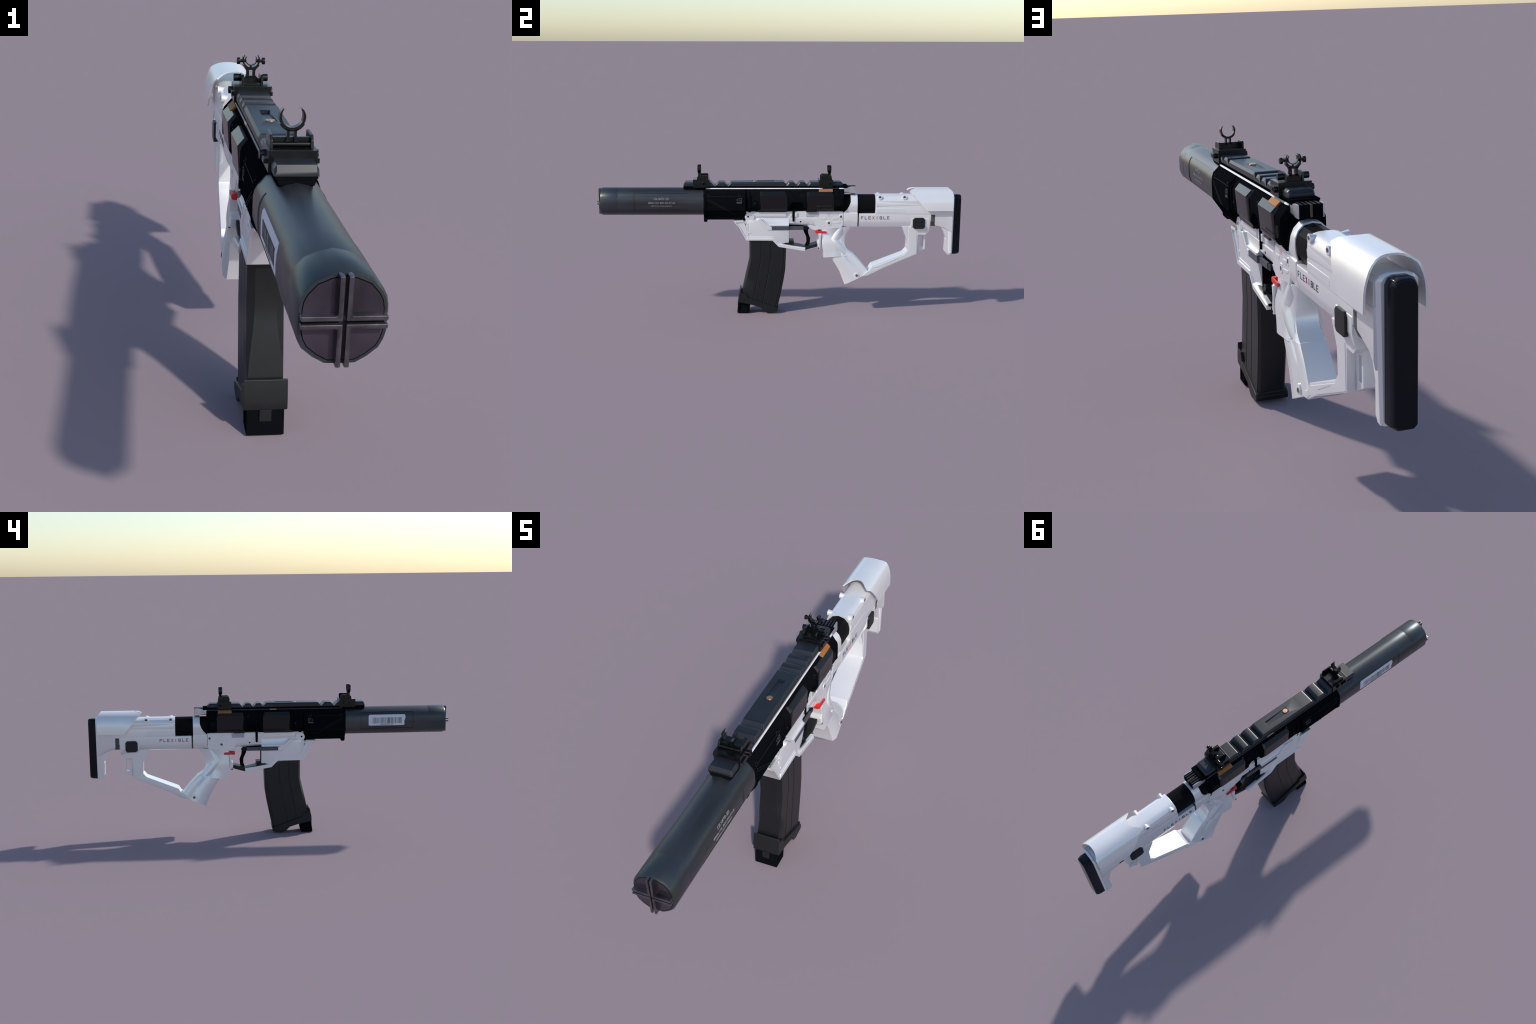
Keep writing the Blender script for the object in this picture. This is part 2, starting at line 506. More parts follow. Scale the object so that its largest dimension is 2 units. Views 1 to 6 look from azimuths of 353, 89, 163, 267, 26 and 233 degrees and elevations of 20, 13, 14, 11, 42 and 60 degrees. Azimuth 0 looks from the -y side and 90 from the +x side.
for side in (RIGHT, LEFT):
    pn = decal("flush_pin", ring_outline(0.118, 0.6665, 0.0080), side, rec_x, MARKD, receiver, 0.0006, (0.664, 0.673))
    decal("flush_pin_core", ring_outline(0.118, 0.6665, 0.0063), side, rec_x, BLACK, pn, 0.0009, (0.664, 0.673))
for o in (disc, ringd, back):
    both(o)
lettering("panel_text", "C-48526 - 112FT18 - 28334", RIGHT, 0.192, 0.278, 0.6105, 0.6145, lambda y, z: 0.0712, MARKG, receiver, 0.0005)

# orange accent on the upper slope, both sides
acc = loft("accent_plate", [[(0.0385, y, 0.6990), (0.0540, y, 0.6840), (0.0575, y, 0.6895), (0.0430, y, 0.7030)] for y in (0.210, 0.286)], ORANGE, receiver, bev=0.0006, seg=1)
both(acc)

# ================================================================== top rail
TOPLINE = [(-0.531, 0.7200), (-0.5305, 0.7270), (-0.524, 0.7390), (-0.386, 0.7395), (-0.380, 0.7380), (-0.3610, 0.7195), (-0.3590, 0.7195), (-0.342, 0.7380), (-0.336, 0.7395), (-0.311, 0.7395), (-0.306, 0.7380), (-0.2895, 0.7200), (-0.2875, 0.7200),
           (-0.273, 0.7375), (-0.266, 0.7392), (-0.215, 0.7395), (0.014, 0.7415), (0.0185, 0.7400), (0.0320, 0.7225), (0.0340, 0.7225), (0.046, 0.7380), (0.051, 0.7395), (0.068, 0.7395), (0.073, 0.7380), (0.0890, 0.7195), (0.0910, 0.7195), (0.104, 0.7380), (0.109, 0.7395),
           (0.127, 0.7395), (0.132, 0.7380), (0.1480, 0.7195), (0.1500, 0.7195), (0.163, 0.7380), (0.168, 0.7395), (0.214, 0.7395), (0.286, 0.7395), (0.288, 0.7200)]
rings = []
for y, z in TOPLINE:
    e = min(0.0085, max(0.0, z - 0.7188))
    rings.append([(0.0425, y, 0.7180), (0.0425, y, z - e + 0.0003), (0.0425 - 0.6 * e, y, z), (-(0.0425 - 0.6 * e), y, z), (-0.0425, y, z - e + 0.0003), (-0.0425, y, 0.7180)])
rail = loft("top_rail", rings, RAILM, gun, bev=0.0026, seg=3, angle=38, bevlimit=26)
trough = loft("t", [[(0.0150, -0.155, 0.748), (0.0150, -0.155, 0.7391), (-0.0150, -0.155, 0.7391), (-0.0150, -0.155, 0.748)],
                    [(0.0145, -0.032, 0.748), (0.0090, -0.032, 0.7335), (-0.0090, -0.032, 0.7335), (-0.0145, -0.032, 0.748)]], RAILM, None)
cut(rail, [trough], 34)
bevel(rail, 0)
rod("rail_button", (0, -0.1405, 0.734), (0, -0.1405, 0.7412), 0.0115, COPPER, rail, 28, bev=0.001)
rod("rail_button_core", (0, -0.1405, 0.734), (0, -0.1405, 0.7417), 0.0045, BRASS, rail, 16, bev=0.0004)
PLATE = mirror_section([(0.0375, 0.7187), (0.0405, 0.7170), (0.0405, 0.7140), (0.036, 0.7120), (0.036, 0.7050)])
yloft("rail_plate", [(-0.5305, PLATE), (0.355, PLATE)], BLACK, rail, angle=25)
TAIL = mirror_section([(0.041, 0.7195), (0.043, 0.7165), (0.036, 0.7045)])
yloft("rail_tail", [(0.330, TAIL), (0.368, TAIL)], BLACK, rail, angle=25, bev=0.0012)
yloft("rail_end_block", [(0.286, mirror_section([(0.030, 0.7405), (0.0385, 0.734), (0.0385, 0.718)])), (0.331, mirror_section([(0.030, 0.7405), (0.0385, 0.734), (0.0385, 0.718)])),
                         (0.344, mirror_section([(0.027, 0.730), (0.0355, 0.727), (0.0355, 0.718)]))], RAILM, rail, angle=38, bev=0.003)
def trim_ring(y, k=1.0):
    return [(0.0370, y, 0.7060), (0.0400, y, 0.7010), (0.0400 + 0.0040 * k, y, 0.7030), (0.0400 + 0.0014 * k, y, 0.7030 + 0.0050 * k)]
loft("rail_trim", [trim_ring(-0.409, 0.3), trim_ring(-0.390), trim_ring(0.230)], TRIMM, rail)
loft("rail_trim", [trim_ring(0.230), trim_ring(0.322)], RODM, rail)
loft("rail_trim", [trim_ring(0.322), trim_ring(0.340), trim_ring(0.349, 0.3)], TRIMM, rail)
rod("side_rod", (-0.0385, -0.405, 0.7045), (-0.0385, 0.345, 0.7045), 0.0042, RODM, rail, 12)
rod("rod_collar", (-0.0385, -0.038, 0.7045), (-0.0385, -0.002, 0.7045), 0.0049, BRASS, rail, 14)

# ================================================================== sights
def arc_band(name, cx, cz, r0, r1, y0, y1, a0, a1, mat, parent, n=18, taper=0.0):
    """A curved band: part of a short tube whose axis lies along y; angles in degrees."""
    rings = []
    for i in range(n + 1):
        t = math.radians(a0 + (a1 - a0) * i / n)
        edge = max(0.0, abs(2 * i / n - 1) - 0.7) / 0.3 * taper
        c, s = math.cos(t), math.sin(t)
        rm = (r0 + r1) / 2
        ri, ro = r0 + (rm - r0) * edge, r1 - (r1 - rm) * edge
        rings.append([(cx + ri * c, y0, cz + ri * s), (cx + ro * c, y0, cz + ro * s), (cx + ro * c, y1, cz + ro * s), (cx + ri * c, y1, cz + ri * s)])
    return loft(name, rings, mat, parent, angle=30)

def sight_base(parent, y0, y1, zt):
    b = box("sight_base", (-0.0475, 0.0475), (y0, y1), (0.7105, zt), SIGHTM, parent, bev=0.0012)
    return b

front = box("front_sight", (-0.0475, 0.0475), (-0.478, -0.389), (0.7105, 0.7545), SIGHTM, gun, bev=0.0012)
wall = prism("frame_wall", [(-0.457, 0.752), (-0.455, 0.768), (-0.447, 0.778), (-0.402, 0.779), (-0.397, 0.774), (-0.397, 0.752)], 0.0365, 0.0425, SIGHTM, front, bev=0.001)
copy_of(wall, flip=True)
box("frame_front", (-0.0365, 0.0365), (-0.445, -0.437), (0.752, 0.773), SIGHTM, front, bev=0.0008)
rod("hinge_pin", (-0.040, -0.449, 0.760), (0.040, -0.449, 0.760), 0.0045, SIGHTM, front, 14)
leg = prism("post_leg", [(0.0125, 0.765), (0.0095, 0.772), (0.0095, 0.786), (0.0150, 0.792), (0.0060, 0.790), (0.0045, 0.786), (0.0045, 0.765)], -0.452, -0.437, SIGHTM, front, plane="xz")
copy_of(leg, flip=True)
arc_band("sight_ring", 0, 0.8135, 0.0208, 0.0258, -0.454, -0.436, -222, 42, SIGHTM, front, 22, 0.6)
arc_band("ring_cradle", 0, 0.8135, 0.0258, 0.0285, -0.452, -0.438, -150, -30, SIGHTM, front, 12, 0.4)
rod("clamp_bolt", (0.040, -0.420, 0.7335), (0.0585, -0.420, 0.7335), 0.0098, SIGHTM, front, 18, bev=0.001)
rod("clamp_bolt_dark_disc", (0.040, -0.420, 0.7335), (0.0588, -0.420, 0.7335), 0.0062, HOLE, front, 16)  # dark disc just proud of the bolt head, in place of an opening
box("clamp_plate", (0.045, 0.0535), (-0.468, -0.441), (0.7265, 0.7365), SIGHTM, front, bev=0.001)
rod("clamp_bolt", (-0.058, -0.420, 0.7335), (-0.040, -0.420, 0.7335), 0.0098, SIGHTM, front, 18, bev=0.001)
box("clamp_plate", (-0.0555, -0.045), (-0.468, -0.441), (0.7265, 0.7365), SIGHTM, front, bev=0.001)

rear = box("rear_sight", (-0.0475, 0.0475), (0.211, 0.2875), (0.7105, 0.7520), SIGHTM, gun, bev=0.0012)
wall = prism("frame_wall", [(0.219, 0.751), (0.220, 0.770), (0.229, 0.779), (0.262, 0.778), (0.280, 0.774), (0.283, 0.751)], 0.0215, 0.0275, SIGHTM, rear, bev=0.001)
copy_of(wall, flip=True)
knob = rod("windage_knob", (0.027, 0.268, 0.766), (0.0445, 0.268, 0.766), 0.0095, SIGHTM, rear, 20, bev=0.001)
copy_of(knob, flip=True)
prism("post_plate", [(-0.021, 0.751), (-0.021, 0.762), (-0.013, 0.771), (0.013, 0.771), (0.021, 0.762), (0.021, 0.751)], 0.262, 0.277, SIGHTM, rear, plane="xz")
leg = prism("post_leg", [(0.0145, 0.766), (0.0115, 0.774), (0.0115, 0.784), (0.0165, 0.792), (0.0075, 0.790), (0.0045, 0.784), (0.0045, 0.766)], 0.263, 0.277, SIGHTM, rear, plane="xz")
copy_of(leg, flip=True)
arc_band("sight_ring", 0, 0.8120, 0.0190, 0.0230, 0.259, 0.279, -218, 38, SIGHTM, rear, 22, 0.6)
arc_band("inner_ring", 0, 0.8125, 0.0130, 0.0155, 0.262, 0.276, -218, 38, SIGHTM, rear, 20, 0.5)
arc_band("ring_cradle", 0, 0.8120, 0.0236, 0.0262, 0.262, 0.277, -150, -30, SIGHTM, rear, 12, 0.4)
rod("ring_bridge", (0, 0.269, 0.796), (0, 0.269, 0.788), 0.003, SIGHTM, rear, 10)
knob = rod("ring_knob", (0.0285, 0.269, 0.8085), (0.0365, 0.269, 0.8085), 0.0088, SIGHTM, rear, 18, bev=0.001)
stem = rod("knob_stem", (0.0135, 0.269, 0.8085), (0.030, 0.269, 0.8085), 0.0040, SIGHTM, rear, 12)
for o in (knob, stem):
    copy_of(o, flip=True)
bolt = rod("clamp_bolt", (0.040, 0.2695, 0.7330), (0.0575, 0.2695, 0.7330), 0.0095, SIGHTM, rear, 18, bev=0.001)
copy_of(bolt, flip=True)
bolt_disc = rod("clamp_bolt_dark_disc", (0.040, 0.2695, 0.7330), (0.0578, 0.2695, 0.7330), 0.0060, HOLE, rear, 16)  # dark disc on the bolt head, no opening is cut
copy_of(bolt_disc, flip=True)
plate = box("clamp_plate", (0.045, 0.0535), (0.219, 0.245), (0.7265, 0.7375), SIGHTM, rear, bev=0.001)
copy_of(plate, flip=True)
tray = box("frame_floor", (-0.0215, 0.0215), (0.222, 0.262), (0.751, 0.757), SIGHTM, rear, bev=0.001)

# ================================================================== lower receiver (white)
lower = slab("lower_receiver", [(-0.190, 0.577), (0.3475, 0.577), (0.3475, 0.500), (0.338, 0.477), (0.255, 0.472), (0.200, 0.473), (0.186, 0.500),
                                (0.155, 0.5100), (0.048, 0.5100), (0.044, 0.478), (-0.120, 0.478), (-0.190, 0.500)], 0.0385, WHITE, gun, bev=0.003)
cheekp = prism("selector_plate", [(0.190, 0.545), (0.2150, 0.568), (0.3450, 0.568), (0.3470, 0.503), (0.336, 0.478), (0.258, 0.474), (0.207, 0.477), (0.188, 0.510)], 0.030, 0.0412, WHITE, lower, bev=0.0025)
both(cheekp)
spar = prism("upper_spar", [(-0.141, 0.5750), (0.033, 0.5750), (0.033, 0.548), (-0.139, 0.548), (-0.146, 0.558)], 0.030, 0.0445, WHITE, lower, bev=0.003)
both(spar)
belly = loft("receiver_belly", [[(0.030, -0.105, 0.545), (0.0390, -0.105, 0.543), (0.0400, -0.100, 0.537), (0.0390, -0.095, 0.534), (0.030, -0.092, 0.533)],
                                [(0.030, -0.066, 0.545), (0.0400, -0.066, 0.540), (0.0412, -0.066, 0.5095), (0.0460, -0.066, 0.5035), (0.030, -0.066, 0.4965)],
                                [(0.030, 0.0465, 0.545), (0.0402, 0.0465, 0.540), (0.0412, 0.0465, 0.5095), (0.0460, 0.0465, 0.5035), (0.030, 0.0465, 0.4945)]], WHITE, lower, angle=50)
both(belly)
hollow = loft("receiver_belly", [[(0.020, 0.044, 0.545), (0.0400, 0.044, 0.540), (0.0405, 0.044, 0.522), (0.0330, 0.044, 0.506), (0.020, 0.044, 0.4965)],
                                 [(0.020, 0.110, 0.545), (0.0408, 0.110, 0.540), (0.0408, 0.110, 0.514), (0.0340, 0.110, 0.502), (0.020, 0.110, 0.4945)],
                                 [(0.020, 0.165, 0.545), (0.0408, 0.165, 0.540), (0.0408, 0.165, 0.520), (0.0340, 0.165, 0.503), (0.020, 0.165, 0.4900)],
                                 [(0.020, 0.205, 0.545), (0.0408, 0.205, 0.540), (0.0408, 0.205, 0.518), (0.0395, 0.205, 0.492), (0.020, 0.205, 0.4760)]], WHITE, lower, angle=50)
both(hollow)
tab = prism("guide_block", [(-0.131, 0.531), (-0.122, 0.538), (-0.110, 0.537), (-0.074, 0.503), (-0.060, 0.497), (-0.046, 0.492), (-0.0445, 0.473), (-0.070, 0.4715)], 0.036, 0.0500, WHITE, lower, bev=0.004, seg=3)
both(tab)
lip = prism("guide_lip", [(-0.108, 0.538), (-0.099, 0.538), (-0.0635, 0.5045), (0.0465, 0.5045), (0.0465, 0.4962), (-0.0665, 0.4962)], 0.040, 0.0505, WHITE, lower, bev=0.0015)
both(lip)
bar = loft("slide_bar", [[(0.034, y, 0.4940), (w, y, 0.4940), (w, y, 0.4735), (0.034, y, 0.4735)] for y, w in ((-0.054, 0.0470), (-0.048, 0.0488), (0.046, 0.0488), (0.0475, 0.0430), (0.128, 0.0410))], GREYBAR, lower, bev=0.0012)
both(bar)
barend = prism("slide_bar_end", [(0.128, 0.493), (0.152, 0.493), (0.159, 0.488), (0.159, 0.479), (0.152, 0.4735), (0.128, 0.4735)], -0.0395, 0.0395, RUBBER, lower, bev=0.002)
box("dark_gap_filler", (-0.030, 0.030), (0.049, 0.129), (0.4790, 0.5000), BLACK, lower)  # added black block filling the shaded gap between the slide bars
box("dark_back_plate", (-0.0345, 0.0345), (0.0470, 0.0490), (0.3990, 0.4780), BLACK, lower)  # added black plate standing in for the open well's dark interior
web = prism("frame_tongue", [(0.150, 0.494), (0.186, 0.500), (0.207, 0.474), (0.207, 0.464), (0.159, 0.480)], -0.033, 0.033, WHITE, lower, bev=0.002)
box("panel_seat", (0.030, 0.0420), (0.1415, 0.211), (0.549, 0.578), WHITE_SHADE, lower, bev=0.001)
box("panel_seat", (-0.0420, -0.030), (0.1415, 0.211), (0.549, 0.578), WHITE_SHADE, lower, bev=0.001)
for y0, y1 in ((0.221, 0.252), (0.287, 0.319)):
    both(box("raised_pad", (0.035, 0.0426), (y0, y1), (0.5325, 0.5450), WHITE, lower, bev=0.001))
boss = rod("pivot_boss", (0.030, 0.2682, 0.5125), (0.0428, 0.2682, 0.5125), 0.0155, WHITE, lower, 24, bev=0.0012)
pin = rod("pivot_pin", (0.030, 0.2682, 0.5125), (0.0432, 0.2682, 0.5125), 0.0068, SCREW, lower, 18, bev=0.0006)
boss2 = rod("takedown_boss", (0.030, 0.3345, 0.5470), (0.0428, 0.3345, 0.5470), 0.0125, WHITE, lower, 20, bev=0.0012)
pin2 = rod("takedown_pin", (0.030, 0.3345, 0.5480), (0.0432, 0.3345, 0.5480), 0.0066, SCREW, lower, 18, bev=0.0006)
pin3 = rod("trigger_pin", (0.030, 0.1115, 0.5200), (0.0412, 0.1115, 0.5200), 0.0044, HOLE, lower, 14)
arm = prism("selector_arm", [(0.282, 0.517), (0.331, 0.5205), (0.334, 0.515), (0.319, 0.5095), (0.282, 0.5105)], 0.035, 0.0426, WHITE, lower, bev=0.001)
boss3 = rod("hinge_boss", (0.030, -0.170, 0.548), (0.0450, -0.170, 0.548), 0.0260, WHITE, lower, 24, bev=0.0012)
pin4 = rod("hinge_pin", (0.030, -0.178, 0.5490), (0.0455, -0.178, 0.5490), 0.0052, HOLE, lower, 14)
for o in (boss, pin, boss2, pin2, pin3, arm, boss3, pin4):
    both(o)
frame = [decal("m", stroke(a, b, 0.0014), 1, lambda y, z: 0.0412, REDMARK, lower, 0.0004 + 0.0001 * k) for k, (a, b) in
         enumerate((((0.2620, 0.5640), (0.2730, 0.5640)), ((0.2620, 0.5520), (0.2730, 0.5520)), ((0.2625, 0.5520), (0.2625, 0.5640)), ((0.2725, 0.5520), (0.2725, 0.5640))))]
frame.append(decal("m", stroke((0.2620, 0.5600), (0.2730, 0.5600), 0.0016), -1, lambda y, z: 0.0412, REDMARK, lower, 0.0004))
join("red_index_mark", frame, lower)
lever = prism("bolt_catch", [(0.0665, 0.600), (0.0785, 0.600), (0.0785, 0.526), (0.0755, 0.521), (0.0690, 0.521), (0.0665, 0.526)], 0.035, 0.0450, BLACK, lower, bev=0.0015)
both(lever)
for y0, y1 in ((0.052, 0.0655), (0.0795, 0.094)):
    both(prism("catch_guard", [(y0, 0.571), (y1, 0.571), (y1, 0.548), (y0, 0.548)], 0.035, 0.0440, WHITE, lower, bev=0.002))

# magazine well with a raised rim along its front and lower edges
well = loft("magazine_well", [[(0.0445, -0.195, 0.527), (0.0445, -0.040, 0.500), (-0.0445, -0.040, 0.500), (-0.0445, -0.195, 0.527)],
                              [(0.0445, -0.182, 0.437), (0.0445, -0.040, 0.437), (-0.0445, -0.040, 0.437), (-0.0445, -0.182, 0.437)],
                              [(0.0455, -0.180, 0.420), (0.0455, -0.035, 0.420), (-0.0455, -0.035, 0.420), (-0.0455, -0.180, 0.420)]], WHITE, lower, angle=20)
def facets(name, pts, tris, mat, parent):
    """A solid, symmetric about x = 0, whose sides are made of flat facets: pts are (y, z, half width)."""
    bm = bmesh.new()
    R = [bm.verts.new((w, y, z)) for y, z, w in pts]
    Q = [bm.verts.new((-w, y, z)) for y, z, w in pts]
    used = {}
    for t in tris:
        bm.faces.new([R[i] for i in t])
        bm.faces.new([Q[i] for i in reversed(t)])
        for a, b in zip(t, t[1:] + t[:1]):
            k = (min(a, b), max(a, b))
            used[k] = used.get(k, 0) + 1
    for (a, b), n in used.items():
        if n == 1:
            bm.faces.new((R[a], R[b], Q[b], Q[a]))
    return new_obj(name, bm, mat, parent, 12)

# flank behind the magazine: it folds inwards towards the trigger opening
facets("well_rear", [(-0.078, 0.4740, 0.0470), (0.0475, 0.4740, 0.0465), (0.0475, 0.4010, 0.0350), (-0.0085, 0.3950, 0.0430), (-0.0420, 0.4370, 0.0472), (0.0000, 0.4560, 0.0472)],
       [[0, 1, 5], [0, 5, 4], [5, 1, 2], [5, 2, 3], [5, 3, 4]], WHITE, lower)
# front flank: a broad ridge runs down from the hinge to the lower rim
facets("well_flank", [(-0.180, 0.5300, 0.0452), (-0.140, 0.5300, 0.0468), (-0.120, 0.5280, 0.0470), (-0.066, 0.4720, 0.0472), (-0.0410, 0.4340, 0.0460), (-0.178, 0.4340, 0.0452), (-0.165, 0.5120, 0.0485)],
       [[0, 1, 6], [1, 2, 6], [6, 2, 3], [6, 3, 4], [6, 4, 5], [6, 5, 0]], WHITE, lower)
nose = loft("well_nose", [[(0.0445, -0.257, 0.5265), (0.0475, -0.205, 0.5285), (-0.0475, -0.205, 0.5285), (-0.0445, -0.257, 0.5265)],
                          [(0.0440, -0.257, 0.5190), (0.0470, -0.200, 0.5190), (-0.0470, -0.200, 0.5190), (-0.0440, -0.257, 0.5190)],
                          [(0.0440, -0.228, 0.4870), (0.0470, -0.188, 0.4870), (-0.0470, -0.188, 0.4870), (-0.0440, -0.228, 0.4870)],
                          [(0.0470, -0.189, 0.4160), (0.0480, -0.176, 0.4160), (-0.0480, -0.176, 0.4160), (-0.0470, -0.189, 0.4160)]], WHITE, lower, angle=25, bev=0.0012)
rim = prism("well_rim", [(-0.257, 0.5265), (-0.205, 0.5285), (-0.189, 0.513), (-0.189, 0.507), (-0.203, 0.519), (-0.246, 0.517), (-0.222, 0.4875), (-0.185, 0.424),
                         (-0.1785, 0.4385), (-0.178, 0.430), (-0.041, 0.4290), (-0.011, 0.396), (0.136, 0.3690), (0.138, 0.3545), (-0.009, 0.3795), (-0.0435, 0.4150), (-0.189, 0.4160), (-0.228, 0.4880)],
            0.036, 0.0505, WHITE, lower, bev=0.0015)
both(rim)
ledge = prism("well_ledge", [(-0.184, 0.514), (-0.178, 0.514), (-0.1765, 0.4395), (-0.0395, 0.4385), (-0.0085, 0.3985), (0.140, 0.3745), (0.138, 0.3600), (-0.010, 0.3850), (-0.042, 0.4210), (-0.186, 0.4220)],
              0.034, 0.0475, WHITE, lower, bev=0.0012)
both(ledge)
nub = rod("well_nub", (0.040, -0.171, 0.459), (0.0475, -0.171, 0.459), 0.0055, WHITE, lower, 12, bev=0.001)
both(nub)

# trigger guard
guard = slab("trigger_guard", [(0.030, 0.3985), (0.139, 0.3755), (0.207, 0.3960), (0.212, 0.3800), (0.140, 0.3600), (0.020, 0.3830)], 0.0360, POLY, gun, bev=0.0015)
box("guard_block", (-0.033, 0.033), (0.0475, 0.0755), (0.396, 0.412), POLY, guard, bev=0.001)
prism("guard_clip", [(0.022, 0.398), (0.028, 0.4015), (0.0760, 0.394), (0.0780, 0.386), (0.070, 0.384), (0.026, 0.395)], -0.0415, 0.0415, POLY, guard, bev=0.001)
prism("guard_rear_arm", [(0.139, 0.3750), (0.205, 0.3940), (0.2110, 0.3760), (0.139, 0.3550)], 0.020, 0.0340, WHITE, guard, bev=0.0015)
prism("guard_rear_arm", [(0.139, 0.3750), (0.205, 0.3940), (0.2110, 0.3760), (0.139, 0.3550)], -0.034, -0.020, POLY, guard, bev=0.0015)
gp = rod("guard_pin", (0.030, 0.1415, 0.3700), (0.0448, 0.1415, 0.3700), 0.0040, HOLE, guard, 12)
trigger = slab("trigger", [(0.128, 0.484), (0.159, 0.484), (0.155, 0.466), (0.157, 0.447), (0.1675, 0.420), (0.1650, 0.387), (0.150, 0.380), (0.138, 0.3775), (0.1475, 0.400), (0.1460, 0.428), (0.130, 0.462)],
               0.0105, BLACK, gun, bev=0.002)
hinge = slab("guard_hinge", [(0.2095, 0.456), (0.2275, 0.456), (0.2250, 0.412), (0.2225, 0.3685), (0.2170, 0.3640), (0.2085, 0.3675), (0.2065, 0.386), (0.2045, 0.400), (0.2150, 0.416)], 0.0505, WHITE, gun, bev=0.002)
cheeks = prism("hinge_plate", [(0.2110, 0.452), (0.2270, 0.452), (0.2240, 0.412), (0.2210, 0.3670), (0.2160, 0.3650), (0.2090, 0.3680), (0.2080, 0.380), (0.2150, 0.416)], 0.048, 0.0540, WHITE, hinge, bev=0.0015)
both(cheeks)
hp = rod("hinge_pin", (0.045, 0.2125, 0.3735), (0.0543, 0.2125, 0.3735), 0.0042, HOLE, hinge, 12)
both(hp)

# red safety lever: a cross piece in front and an arm along each side
safety = box("safety_lever", (-0.048, 0.048), (0.1945, 0.2110), (0.4540, 0.4720), RED, gun, bev=0.003)
arm = prism("safety_arm", [(0.1960, 0.4555), (0.1960, 0.4705), (0.2520, 0.4670), (0.2560, 0.4640), (0.2560, 0.4570), (0.2530, 0.4550)], 0.0440, 0.0500, RED, safety, bev=0.002)
both(arm)

# ================================================================== magazine
def mag_ring(y0, y1, z0, z1, chamf):
    """Octagonal section with two grooves in each side; the front corner is cut back by chamf."""
    H, g = 0.0445, 0.0016
    L = y1 - y0
    prof = [(0.0, H - chamf), (0.010, H), (0.0625, H), (0.0642, H - g), (0.0672, H - g), (0.0690, H),
            (0.1160, H), (0.1177, H - g), (0.1207, H - g), (0.1225, H), (L - 0.015, H + 0.0006), (L - 0.0135, H - g), (L - 0.0105, H - g), (L - 0.007, H - 0.001), (L, H - 0.0065)]
    P = [(w, y0 + t, z0 + (z1 - z0) * t / L) for t, w in prof]
    return P + [(-x, y, z) for x, y, z in reversed(P)]
M = [(-0.171, 0.0325, 0.432, 0.386, 0.0180), (-0.171, 0.0325, 0.390, 0.366, 0.0185), (-0.171, 0.031, 0.312, 0.312, 0.0195), (-0.180, 0.0285, 0.270, 0.2500, 0.017), (-0.188, 0.0195, 0.235, 0.1900, 0.013),
     (-0.199, 0.007, 0.185, 0.125, 0.007), (-0.213, -0.010, 0.118, 0.046, 0.001), (-0.220, -0.018, 0.085, 0.014, 0.001)]
magazine = loft("magazine", [mag_ring(*m) for m in M], MAGM, gun, angle=26)
bp = slab("magazine_floorplate", [(-0.223, 0.139), (-0.2175, 0.139), (-0.216, 0.1195), (-0.189, 0.1145), (-0.1795, 0.088), (-0.151, 0.079), (-0.104, 0.063), (-0.014, 0.031), (-0.0105, 0.0225), (-0.0165, 0.0075), (-0.068, 0.0025),
                                  (-0.086, 0.0085), (-0.110, 0.033), (-0.163, 0.0495), (-0.234, 0.0640), (-0.2335, 0.089)], 0.0530, POLY, magazine, bev=0.0025)
foot = slab("magazine_foot", [(-0.164, 0.060), (-0.1755, 0.0), (-0.2400, 0.0), (-0.2315, 0.068)], 0.0455, BLACK, magazine, bev=0.002)
cut(foot, [prism("c", [(-0.180, 0.047), (-0.1840, 0.007), (-0.2320, 0.007), (-0.2260, 0.055)], 0.0410, 0.06, BLACK, None),
           prism("c", [(-0.180, 0.047), (-0.1840, 0.007), (-0.2320, 0.007), (-0.2260, 0.055)], -0.06, -0.0410, BLACK, None)])
slab("floorplate_latch", [(-0.2365, 0.066), (-0.2300, 0.066), (-0.2320, 0.036), (-0.2385, 0.036)], 0.0145, POLY, magazine, bev=0.001)
prism("rear_lip", [(-0.012, 0.040), (-0.008, 0.036), (-0.012, 0.022), (-0.018, 0.026)], -0.047, 0.047, POLY, magazine, bev=0.001)

# ================================================================== pistol grip
def grip_ring(f, r, wf, w1, w2, wr):
    """f, r: (y, z) of the front and the rear edge; half widths along the section."""
    def at(t):
        return f[0] + (r[0] - f[0]) * t, f[1] + (r[1] - f[1]) * t
    P = [(w, *at(t)) for t, w in ((0.0, wf), (0.11, w1), (0.56, (w1 + w2) / 2 + 0.001), (0.63, w2 - 0.0025), (0.74, w2), (0.94, wr + 0.003), (1.0, wr))]
    return P + [(-x, y, z) for x, y, z in reversed(P)]
grip = loft("pistol_grip", [grip_ring((0.229, 0.478), (0.399, 0.492), 0.040, 0.0415, 0.039, 0.030),
                            grip_ring((0.229, 0.448), (0.366, 0.450), 0.0425, 0.0440, 0.036, 0.028),
                            grip_ring((0.229, 0.415), (0.3575, 0.415), 0.0500, 0.0525, 0.038, 0.030),
                            grip_ring((0.231, 0.385), (0.3575, 0.391), 0.0515, 0.0535, 0.042, 0.032),
                            grip_ring((0.238, 0.356), (0.373, 0.358), 0.0515, 0.0535, 0.045, 0.034),
                            grip_ring((0.2395, 0.3195), (0.411, 0.330), 0.0515, 0.0535, 0.046, 0.0365)], WHITE, gun, angle=40)
